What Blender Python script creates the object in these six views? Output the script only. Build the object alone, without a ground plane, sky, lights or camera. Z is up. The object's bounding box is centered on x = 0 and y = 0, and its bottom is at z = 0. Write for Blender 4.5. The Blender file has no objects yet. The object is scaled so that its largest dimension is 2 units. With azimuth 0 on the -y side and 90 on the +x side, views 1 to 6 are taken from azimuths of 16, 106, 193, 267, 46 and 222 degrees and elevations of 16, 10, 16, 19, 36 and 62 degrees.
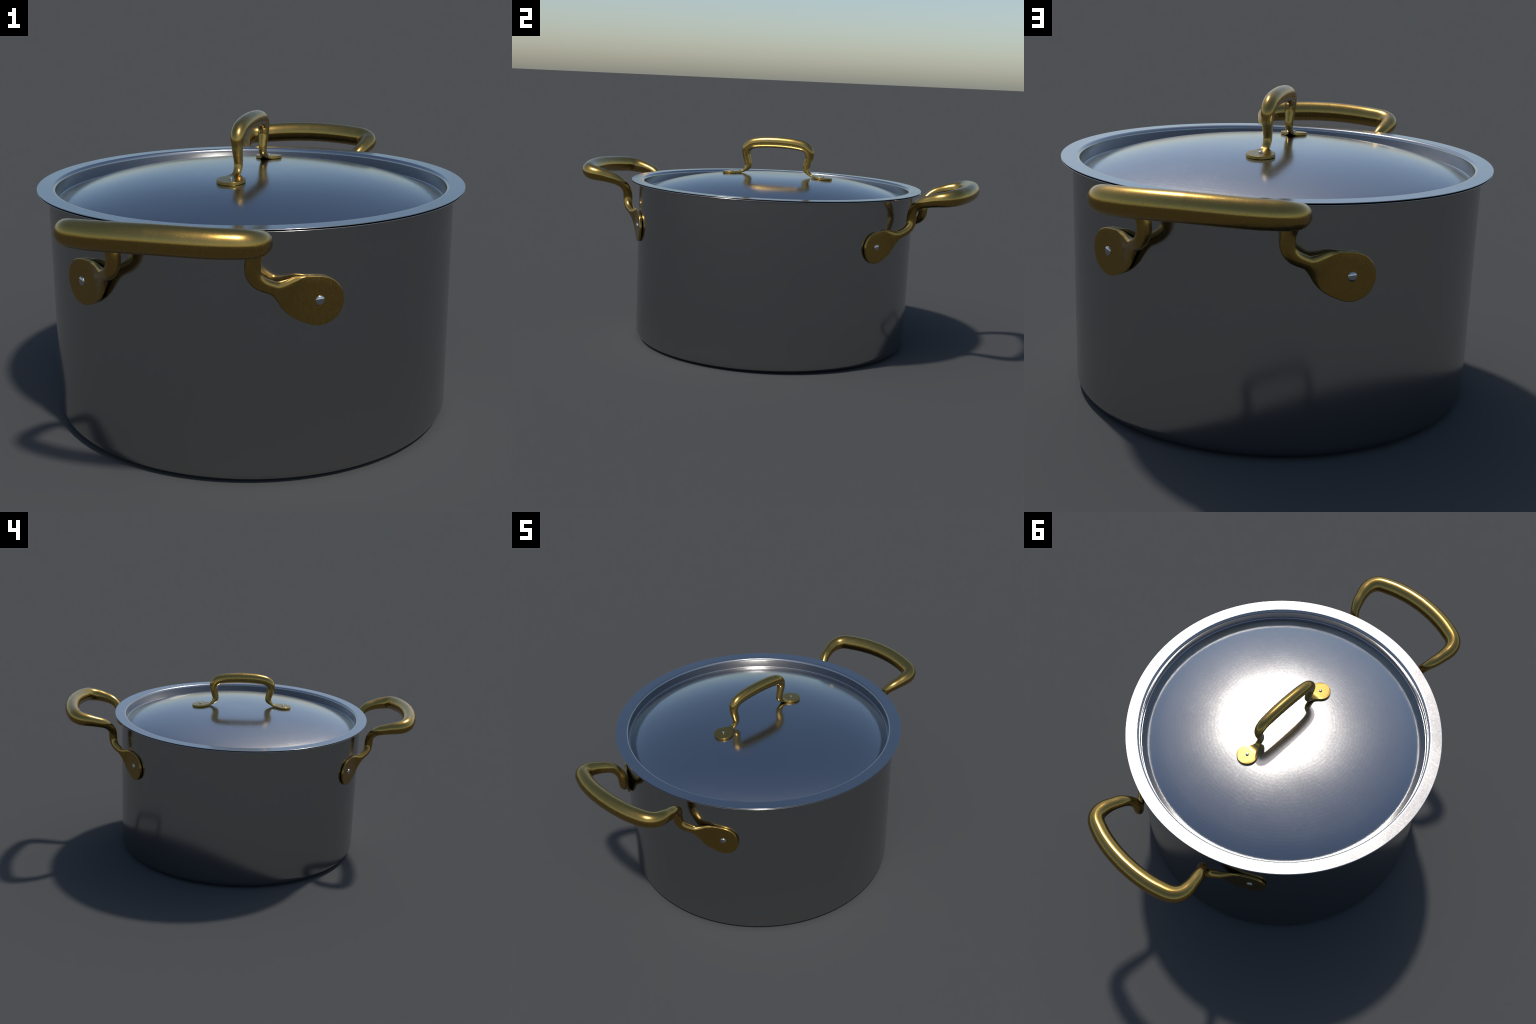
import bpy, math
import numpy as np
from mathutils import Vector

# ------------------------------------------------------------------ helpers
def fillet_profile(pts, n_arc=10):
    """pts: list of (r, z, fillet_radius). Rounds the corners of a polyline."""
    P = [np.array(p[:2], float) for p in pts]
    out = [P[0]]
    for i in range(1, len(P) - 1):
        rad = pts[i][2]
        a, b, c = P[i - 1], P[i], P[i + 1]
        u, v = a - b, c - b
        lu, lv = np.linalg.norm(u), np.linalg.norm(v)
        u, v = u / lu, v / lv
        ang = math.acos(max(-1, min(1, float(u @ v))))
        if rad <= 0 or ang > math.pi - 1e-3:
            out.append(b)
            continue
        d = min(rad / math.tan(ang / 2), lu * .49, lv * .49)
        r = d * math.tan(ang / 2)
        bis = u + v
        bis /= np.linalg.norm(bis)
        cen = b + bis * (r / math.sin(ang / 2))
        s, e = b + u * d - cen, b + v * d - cen
        a0 = math.atan2(s[1], s[0])
        da = (math.atan2(e[1], e[0]) - a0 + math.pi) % (2 * math.pi) - math.pi
        for k in range(n_arc + 1):
            t = a0 + da * k / n_arc
            out.append(cen + r * np.array([math.cos(t), math.sin(t)]))
    out.append(P[-1])
    return np.array(out)


def support(poly, near=.0012, longest=.03):
    """Adds holding points near the ends of long straight runs, and subdivides them."""
    out = [poly[0]]
    for a, b in zip(poly[:-1], poly[1:]):
        L = np.linalg.norm(b - a)
        if L > 4 * near:
            ts = [near / L] + list(np.linspace(0, 1, max(2, int(L / longest) + 1))[1:-1]) + [1 - near / L]
            for t in sorted(ts):
                out.append(a + (b - a) * t)
        out.append(b)
    return np.array(out)


def offset(poly, t):
    """Offsets an open profile to its right-hand side by t."""
    d = np.gradient(poly, axis=0)
    d /= np.linalg.norm(d, axis=1)[:, None] + 1e-12
    return poly + np.stack([d[:, 1], -d[:, 0]], -1) * t


def new_object(name, mesh, parent=None, mat=None):
    ob = bpy.data.objects.new(name, mesh)
    bpy.context.scene.collection.objects.link(ob)
    if parent:
        ob.parent = parent
    if mat:
        mesh.materials.append(mat)
    return ob


def build_mesh(name, verts, faces):
    me = bpy.data.meshes.new(name)
    me.from_pydata([tuple(v) for v in verts], [], faces)
    me.validate()
    import bmesh
    bm = bmesh.new()
    bm.from_mesh(me)
    bmesh.ops.remove_doubles(bm, verts=bm.verts, dist=1e-6)
    bmesh.ops.recalc_face_normals(bm, faces=bm.faces)
    bm.to_mesh(me)
    bm.free()
    me.polygons.foreach_set("use_smooth", [True] * len(me.polygons))
    me.update()
    return me


def lathe(name, prof, seg=320):
    """Turns a profile that starts and ends on the axis."""
    inner = prof[1:-1]
    n = len(inner)
    ang = np.arange(seg) * 2 * math.pi / seg
    verts = [(0, 0, prof[0][1]), (0, 0, prof[-1][1])]
    for a in ang:
        c, s = math.cos(a), math.sin(a)
        verts += [(r * c, r * s, z) for r, z in inner]
    faces = []
    for i in range(seg):
        a, b = 2 + i * n, 2 + ((i + 1) % seg) * n
        faces.append((0, a, b))
        faces.append((1, b + n - 1, a + n - 1))
        for k in range(n - 1):
            faces.append((a + k, a + k + 1, b + k + 1, b + k))
    return build_mesh(name, verts, faces)


def spline(ctrl, n):
    """Centripetal Catmull-Rom through control rows (all columns interpolated)."""
    C = np.array(ctrl, float)
    C = np.vstack([2 * C[0] - C[1], C, 2 * C[-1] - C[-2]])
    t = np.concatenate([[0], np.cumsum(np.linalg.norm(np.diff(C[:, :3], axis=0), axis=1) ** .5)])
    out = []
    for i in range(1, len(C) - 2):
        t0, t1, t2, t3 = t[i - 1:i + 3]
        for u in np.linspace(t1, t2, n, endpoint=False):
            A1 = (t1 - u) / (t1 - t0) * C[i - 1] + (u - t0) / (t1 - t0) * C[i]
            A2 = (t2 - u) / (t2 - t1) * C[i] + (u - t1) / (t2 - t1) * C[i + 1]
            A3 = (t3 - u) / (t3 - t2) * C[i + 1] + (u - t2) / (t3 - t2) * C[i + 2]
            B1 = (t2 - u) / (t2 - t0) * A1 + (u - t0) / (t2 - t0) * A2
            B2 = (t3 - u) / (t3 - t1) * A2 + (u - t1) / (t3 - t1) * A3
            out.append((t2 - u) / (t2 - t1) * B1 + (u - t1) / (t2 - t1) * B2)
    out.append(C[-2])
    return np.array(out)


def smooth_rows(A, it, keep=1):
    A = A.copy()
    for _ in range(it):
        A[keep:-keep] = .25 * A[keep - 1:-keep - 1] + .5 * A[keep:-keep] + .25 * A[keep + 1:len(A) - keep + 1]
    return A


def step(x, a, b):
    t = np.clip((x - a) / (b - a), 0, 1)
    return t * t * (3 - 2 * t)


def keys(s, pairs):
    """Smooth (monotone cubic) interpolation of (station, value) pairs."""
    xs = np.array([p[0] for p in pairs], float)
    ys = np.array([p[1] for p in pairs], float)
    h, d = np.diff(xs), np.diff(ys) / np.diff(xs)
    m = np.zeros(len(xs))
    for i in range(1, len(xs) - 1):
        if d[i - 1] * d[i] > 0:
            w1, w2 = 2 * h[i] + h[i - 1], h[i] + 2 * h[i - 1]
            m[i] = (w1 + w2) / (w1 / d[i - 1] + w2 / d[i])
    i = np.clip(np.searchsorted(xs, s) - 1, 0, len(h) - 1)
    t = np.clip((s - xs[i]) / h[i], 0, 1)
    return ((2 * t**3 - 3 * t**2 + 1) * ys[i] + (t**3 - 2 * t**2 + t) * h[i] * m[i]
            + (-2 * t**3 + 3 * t**2) * ys[i + 1] + (t**3 - t**2) * h[i] * m[i + 1])


def section(a, b, c, q=7, e=5):
    """Rounded rectangle of half sizes a (side) and b (thickness), corner radius c."""
    pts = []
    for k, (sx, sy) in enumerate(((1, 1), (-1, 1), (-1, -1), (1, -1))):
        cx, cy = sx * (a - c), sy * (b - c)
        arc = [(cx + c * math.cos(t), cy + c * math.sin(t)) for t in np.linspace(k * math.pi / 2, (k + 1) * math.pi / 2, q)]
        pts += arc
        nx = ((-1, 1), (-1, -1), (1, -1), (1, 1))[k]
        if k % 2 == 0:
            end = (nx[0] * (a - c), nx[1] * b)
        else:
            end = (nx[0] * a, nx[1] * (b - c))
        for f in np.linspace(0, 1, e + 2)[1:-1]:
            pts.append((arc[-1][0] + (end[0] - arc[-1][0]) * f, arc[-1][1] + (end[1] - arc[-1][1]) * f))
    return np.array(pts)


def rounded(sec, a, b, w):
    """Blends a rounded rectangle towards the ellipse of the same size (w = 1)."""
    q = sec / np.array([a, b])
    ell = q / np.linalg.norm(q, axis=1)[:, None] * np.array([a, b])
    return sec * (1 - w) + ell * w


def loft(name, pos, ref, A, B, C, W):
    T = np.gradient(pos, axis=0)
    T /= np.linalg.norm(T, axis=1)[:, None]
    N = ref - (ref * T).sum(1)[:, None] * T
    N /= np.linalg.norm(N, axis=1)[:, None]
    S = np.cross(T, N)
    verts, faces, m = [], [], None
    for i in range(len(pos)):
        sec = section(A[i], B[i], min(C[i], A[i] * .999, B[i] * .999))
        sec = rounded(sec, A[i], B[i], W[i])
        m = len(sec)
        verts += list(pos[i] + sec[:, :1] * S[i] + sec[:, 1:] * N[i])
    for i in range(len(pos) - 1):
        for k in range(m):
            faces.append((i * m + k, i * m + (k + 1) % m, (i + 1) * m + (k + 1) % m, (i + 1) * m + k))
    faces.append(tuple(range(m)))
    faces.append(tuple((len(pos) - 1) * m + k for k in range(m)))
    return build_mesh(name, verts, faces)


# ------------------------------------------------------------------ materials
def metal(name, colour, rough, grain, bump, grain_scale, scratch=0.0, fresh=0.0):
    m = bpy.data.materials.new(name)
    m.use_nodes = True
    nt = m.node_tree
    L = nt.links.new
    bsdf = nt.nodes["Principled BSDF"]
    bsdf.inputs["Metallic"].default_value = 1.0
    co = nt.nodes.new("ShaderNodeTexCoord")
    n1 = nt.nodes.new("ShaderNodeTexNoise")
    n1.inputs["Scale"].default_value = grain_scale
    n1.inputs["Detail"].default_value = 6
    n1.inputs["Roughness"].default_value = .65
    n1.inputs["Distortion"].default_value = .8
    L(co.outputs["Object"], n1.inputs["Vector"])
    n2 = nt.nodes.new("ShaderNodeTexNoise")
    n2.inputs["Scale"].default_value = 5
    n2.inputs["Detail"].default_value = 3
    L(co.outputs["Object"], n2.inputs["Vector"])

    def math_node(op, a, b):
        k = nt.nodes.new("ShaderNodeMath")
        k.operation = op
        for i, x in enumerate((a, b)):
            if isinstance(x, (int, float)):
                k.inputs[i].default_value = x
            else:
                L(x, k.inputs[i])
        return k.outputs[0]

    # hair-line scratches: thin level sets of stretched noise at three angles
    total = None
    for j, (rot, st, sc) in enumerate(((.6, (1, 14, 1), 7), (2.1, (12, 1, 1), 6), (1.2, (1, 9, 9), 9))):
        mp = nt.nodes.new("ShaderNodeMapping")
        mp.inputs["Rotation"].default_value = (rot * .7, rot * .3, rot)
        mp.inputs["Scale"].default_value = st
        mp.inputs["Location"].default_value = (3.1 * j, 1.7 * j, .9 * j)
        L(co.outputs["Object"], mp.inputs["Vector"])
        ns = nt.nodes.new("ShaderNodeTexNoise")
        ns.inputs["Scale"].default_value = sc
        ns.inputs["Detail"].default_value = 2
        L(mp.outputs[0], ns.inputs["Vector"])
        dist = math_node("ABSOLUTE", math_node("SUBTRACT", ns.outputs["Fac"], .5), 0)
        line = math_node("LESS_THAN", dist, .004)
        total = line if total is None else math_node("MAXIMUM", total, line)
    fine = math_node("MULTIPLY", math_node("SUBTRACT", n1.outputs["Fac"], .5), grain)
    broad = math_node("MULTIPLY", math_node("SUBTRACT", n2.outputs["Fac"], .5), grain * .6)
    r = math_node("ADD", math_node("ADD", fine, broad), rough)
    r = math_node("ADD", r, math_node("MULTIPLY", total, scratch))
    L(r, bsdf.inputs["Roughness"])
    mix = nt.nodes.new("ShaderNodeMix")
    mix.data_type = "RGBA"
    c1 = [x * (1 - fresh) for x in colour]
    c2 = [min(1, x * (1 + fresh)) for x in colour]
    mix.inputs["A"].default_value = (*c1, 1)
    mix.inputs["B"].default_value = (*c2, 1)
    L(n1.outputs["Fac"], mix.inputs["Factor"])
    L(mix.outputs["Result"], bsdf.inputs["Base Color"])
    bp = nt.nodes.new("ShaderNodeBump")
    bp.inputs["Strength"].default_value = bump
    bp.inputs["Distance"].default_value = .001
    h = math_node("SUBTRACT", n1.outputs["Fac"], math_node("MULTIPLY", total, .35))
    L(h, bp.inputs["Height"])
    L(bp.outputs[0], bsdf.inputs["Normal"])
    return m


STEEL = (.425, .425, .42)
LID_STEEL = (.405, .405, .40)
BRASS = (.423, .271, .072)
steel_body = metal("brushed_steel_body", STEEL, .17, .03, .0, 90, .0, .02)
steel_lid = metal("brushed_steel_lid", LID_STEEL, .180, .14, .005, 170, .04, .01)
brass = metal("worn_brass", BRASS, .230, .06, .025, 170, .07, .03)
satin = metal("satin_rivet_steel", (.55, .55, .55), .20, .02, .0, 60, .0, .0)
chrome = metal("polished_rivet_steel", (.55, .55, .55), .10, .02, .0, 60, .0, .0)

# ------------------------------------------------------------------ pot
pot = bpy.data.objects.new("cooking_pot", None)
bpy.context.scene.collection.objects.link(pot)
pot["label"] = "large steel cooking pot with lid and curved brass handles"
pot["category"] = "cooking pot"

R = .683            # outer wall radius
RIM = .72           # lid and lip radius
TOP = .790          # top of the lid flange
lip_t = .0030
lip_z = TOP - .0058  # top of the pot's own lip
body_prof = fillet_profile([
    (0, 0, 0), (R, 0, .040), (R, lip_z - lip_t, .010), (RIM - .0006, lip_z - lip_t, .0012),
    (RIM - .0006, lip_z, .0013), (R - .009, lip_z, .008), (R - .009, .012, .035), (0, .012, 0)], 12)
body = new_object("body", lathe("body", support(body_prof)), pot, steel_body)

# ------------------------------------------------------------------ lid
apex, steep = .8314, .700
dome = lambda r: apex - steep * r**2.6 / 2.6 - .6 * max(0, r - .55)**2      # flat in the middle, falling faster outwards
arc = [(r, dome(r), 0) for r in np.linspace(0, .644, 40)]
lid_t = .0022
lid_top = fillet_profile(arc + [(.6568, dome(.6568), .005), (.6580, TOP, .013), (RIM - .001, TOP, 0)], 12)
lid_top = support(lid_top)
under = offset(lid_top, lid_t)
under[0, 0] = 0
under[:, 0] = np.maximum(under[:, 0], 0)
e0, e1 = lid_top[-1], under[-1]
mid, rad = (e0 + e1) / 2, lid_t / 2
edge = np.array([mid + rad * np.array([math.cos(t), math.sin(t)]) for t in np.linspace(math.pi / 2, -math.pi / 2, 11)])
lid_prof = np.vstack([lid_top[:-1], edge, under[:-1][::-1]])
lid = new_object("lid", lathe("lid", lid_prof), pot, steel_lid)


# ------------------------------------------------------------------ lofted handles
def plate_and_tube(centre_pts, refs, plate_r, a_keys, b_keys, bevel, plate_b, round_s, n=26, smooth=10):
    """Half handle: flat round foot at station 0, neck, tube, ending on the mirror plane."""
    rows = np.hstack([np.array(centre_pts, float), np.array(refs, float)])
    D = spline(rows, n)
    D[:, :3] = smooth_rows(D[:, :3], smooth, 2)
    s = np.concatenate([[0], np.cumsum(np.linalg.norm(np.diff(D[:, :3], axis=0), axis=1))]) - plate_r
    # resample: rounded start, then even steps
    head = -plate_r * np.cos(np.linspace(0.02, math.pi / 2, 30))
    tail = np.linspace(0, s[-1], 180)[1:]
    st = np.concatenate([[-plate_r], head, tail])
    pos = np.stack([np.interp(st, s, D[:, k]) for k in range(3)], -1)
    pos[31:] = smooth_rows(pos[31:], 6, 1)
    ref = np.stack([np.interp(st, s, D[:, 3 + k]) for k in range(3)], -1)
    A = np.where(st <= 0, np.sqrt(np.maximum(plate_r**2 - st**2, 1e-8)), keys(st, [(0, plate_r)] + a_keys))
    Bh = keys(st, [(-plate_r - .001, plate_b)] + b_keys)
    d = np.clip((st + plate_r) / bevel, 0, 1)
    Bh = Bh - bevel + bevel * np.sqrt(1 - (1 - d) ** 2)
    W = step(st, *round_s)
    Cr = bevel + (np.minimum(A, Bh) - bevel) * W
    return pos, ref, A, Bh, Cr, W, st


def mirrored(pos, ref, A, B, C, W, axis):
    f = np.ones(3)
    f[axis] = -1
    j = lambda X: np.concatenate([X, X[:-1][::-1]])
    return np.vstack([pos, (pos * f)[:-1][::-1]]), np.vstack([ref, (ref * f)[:-1][::-1]]), j(A), j(B), j(C), j(W)


# side handle (built at +y; the other one is turned half round)
az = math.atan2(.5895, .368)
rad_v = np.array([math.cos(az), math.sin(az), 0])
tan_v = np.array([-math.sin(az), math.cos(az), 0])
up = np.array([0, 0, 1.0])
PB = .0056                                   # half thickness of the foot plate
foot = rad_v * (R + PB + .0006) + up * .570
axis = tan_v * math.cos(math.radians(20)) + up * math.sin(math.radians(20))
perp = up * math.cos(math.radians(20)) - tan_v * math.sin(math.radians(20))
PR = .0730
down, out = -up, np.array([0, 1.0, 0])
hub = foot - perp * .0022 - axis * .0010
pts = [hub - axis * PR, hub - axis * .03, hub, foot + axis * .045 - perp * .0058, foot + axis * .088 - perp * .0036 + rad_v * .002,
       (.2494, .6736, .6233), (.2230, .7010, .6420), (.2085, .7135, .6640), (.2045, .7160, .6900),
       (.2085, .7170, .7130), (.2185, .7225, .7350), (.2300, .7370, .7545), (.2410, .7580, .7705),
       (.2490, .7780, .7790), (.2575, .8080, .7870), (.2640, .8440, .7955), (.2632, .8710, .7995),
       (.2550, .8945, .8040), (.2330, .9160, .8085), (.1900, .9330, .8112), (.1500, .9450, .8135),
       (.0750, .9578, .8170), (0, .9621, .8185)]
refs = [rad_v] * 9 + [rad_v * .95 + down * .2, rad_v * .8 + down * .5, rad_v * .5 + down * .8, rad_v * .25 + down] + [down] * 10
pos, ref, A, B, C, W, st = plate_and_tube(
    pts, refs, PR,
    [(.03, .0698), (.07, .0608), (.10, .0488), (.1285, .0305), (.155, .0200), (.23, .0222), (.255, .0228), (.303, .0215),
     (.33, .0218), (.38, .0268), (.414, .0280), (.4515, .0318), (.49, .0345), (.535, .0362), (.60, .0378), (.80, .0382)],
    [(.06, PB), (.080, PB + .0008), (.105, .0112), (.155, .0172), (.23, .0215), (.255, .0222), (.303, .0215),
     (.33, .0222), (.38, .0272), (.414, .0292), (.4515, .0330), (.49, .0360), (.535, .0385), (.60, .0400), (.80, .0402)],
    .0028, PB, (.068, .110))
handle_mesh = loft("handle", *mirrored(pos, ref, A, B, C, W, 0))
print("side handle length", st[-1])
handle = new_object("handle", handle_mesh, pot, brass)
handle_b = handle.copy()
bpy.context.scene.collection.objects.link(handle_b)
handle_b.rotation_euler = (0, 0, math.pi)

# lid handle (runs along y)
def yz(y, z):
    return (0.0, y, z)
LPR, LPB = .0473, .0050
tilt = math.radians(4.5)
la = np.array([0, -math.cos(tilt), math.sin(tilt)])
ln = np.array([0, math.sin(tilt), math.cos(tilt)])
lfoot = np.array(yz(.2367, .8306))
lpts = [lfoot - la * LPR, lfoot - la * .02, lfoot, lfoot + la * .025, lfoot + la * .044, yz(.1770, .8390),
        yz(.1605, .8530), yz(.1508, .8695), yz(.1565, .8990), yz(.1635, .9280), yz(.1605, .9560),
        yz(.1380, .9770), yz(.0950, .9870), yz(.0500, .9910), yz(0, .9925)]
dn = np.array([0, 0, 1.0])
outy = np.array([0, 1.0, 0])
lrefs = [ln] * 5 + [dn * .9 + outy * .4, dn * .6 + outy * .8, outy, outy - dn * .15, outy, outy * .8 + dn * .5,
         outy * .4 + dn * .9, dn, dn, dn]
p2, r2, A2, B2, C2, W2, st2 = plate_and_tube(
    lpts, lrefs, LPR,
    [(.015, .0448), (.03, .0365), (.043, .0245), (.054, .0165), (.066, .0138), (.10, .0145), (.16, .019), (.21, .024), (.30, .0262), (.45, .0265)],
    [(.03, LPB), (.050, .0053), (.075, .0100), (.095, .0165), (.13, .0190), (.16, .0205), (.21, .0255), (.30, .0285), (.45, .0290)],
    .0016, LPB, (.045, .085), smooth=2)
print("lid handle length", st2[-1])
lid_handle = new_object("lid_handle", loft("lid_handle", *mirrored(p2, r2, A2, B2, C2, W2, 1)), lid, brass)


# ------------------------------------------------------------------ rivets
def rivet_mesh(name, r, h, sink):
    """Low domed head standing on a short shank."""
    prof = [(0, -sink), (r, -sink), (r, 0)]
    prof += [(r * math.cos(t), h * math.sin(t)) for t in np.linspace(0, math.pi / 2, 12)[1:]]
    return lathe(name, np.array(prof), 32)


side_rivet = rivet_mesh("rivet", .0146, .0060, .006)
side_rivet.materials.append(chrome)
face = R + 2 * PB + .0006
for parent in (handle, handle_b):
    for sx in (1, -1):
        ob = new_object("rivet", side_rivet, parent)
        d = Vector((rad_v[0] * sx, rad_v[1], 0))
        ob.location = d * (face + .0002) + Vector((0, 0, .570))
        ob.rotation_euler = d.to_track_quat("Z", "Y").to_euler()
lid_rivet = lathe("lid_rivet", support(fillet_profile([
    (0, -.004, 0), (.0070, -.004, 0), (.0070, .0046, .0016), (.0040, .0056, .006), (0, .0058, 0)], 6), .0004), 32)
lid_rivet.materials.append(satin)
for sy in (1, -1):
    ob = new_object("lid_rivet", lid_rivet, lid)
    ob.location = (0, sy * (lfoot[1] + ln[1] * LPB), lfoot[2] + ln[2] * LPB)
    ob.rotation_euler = (-tilt * sy, 0, 0)
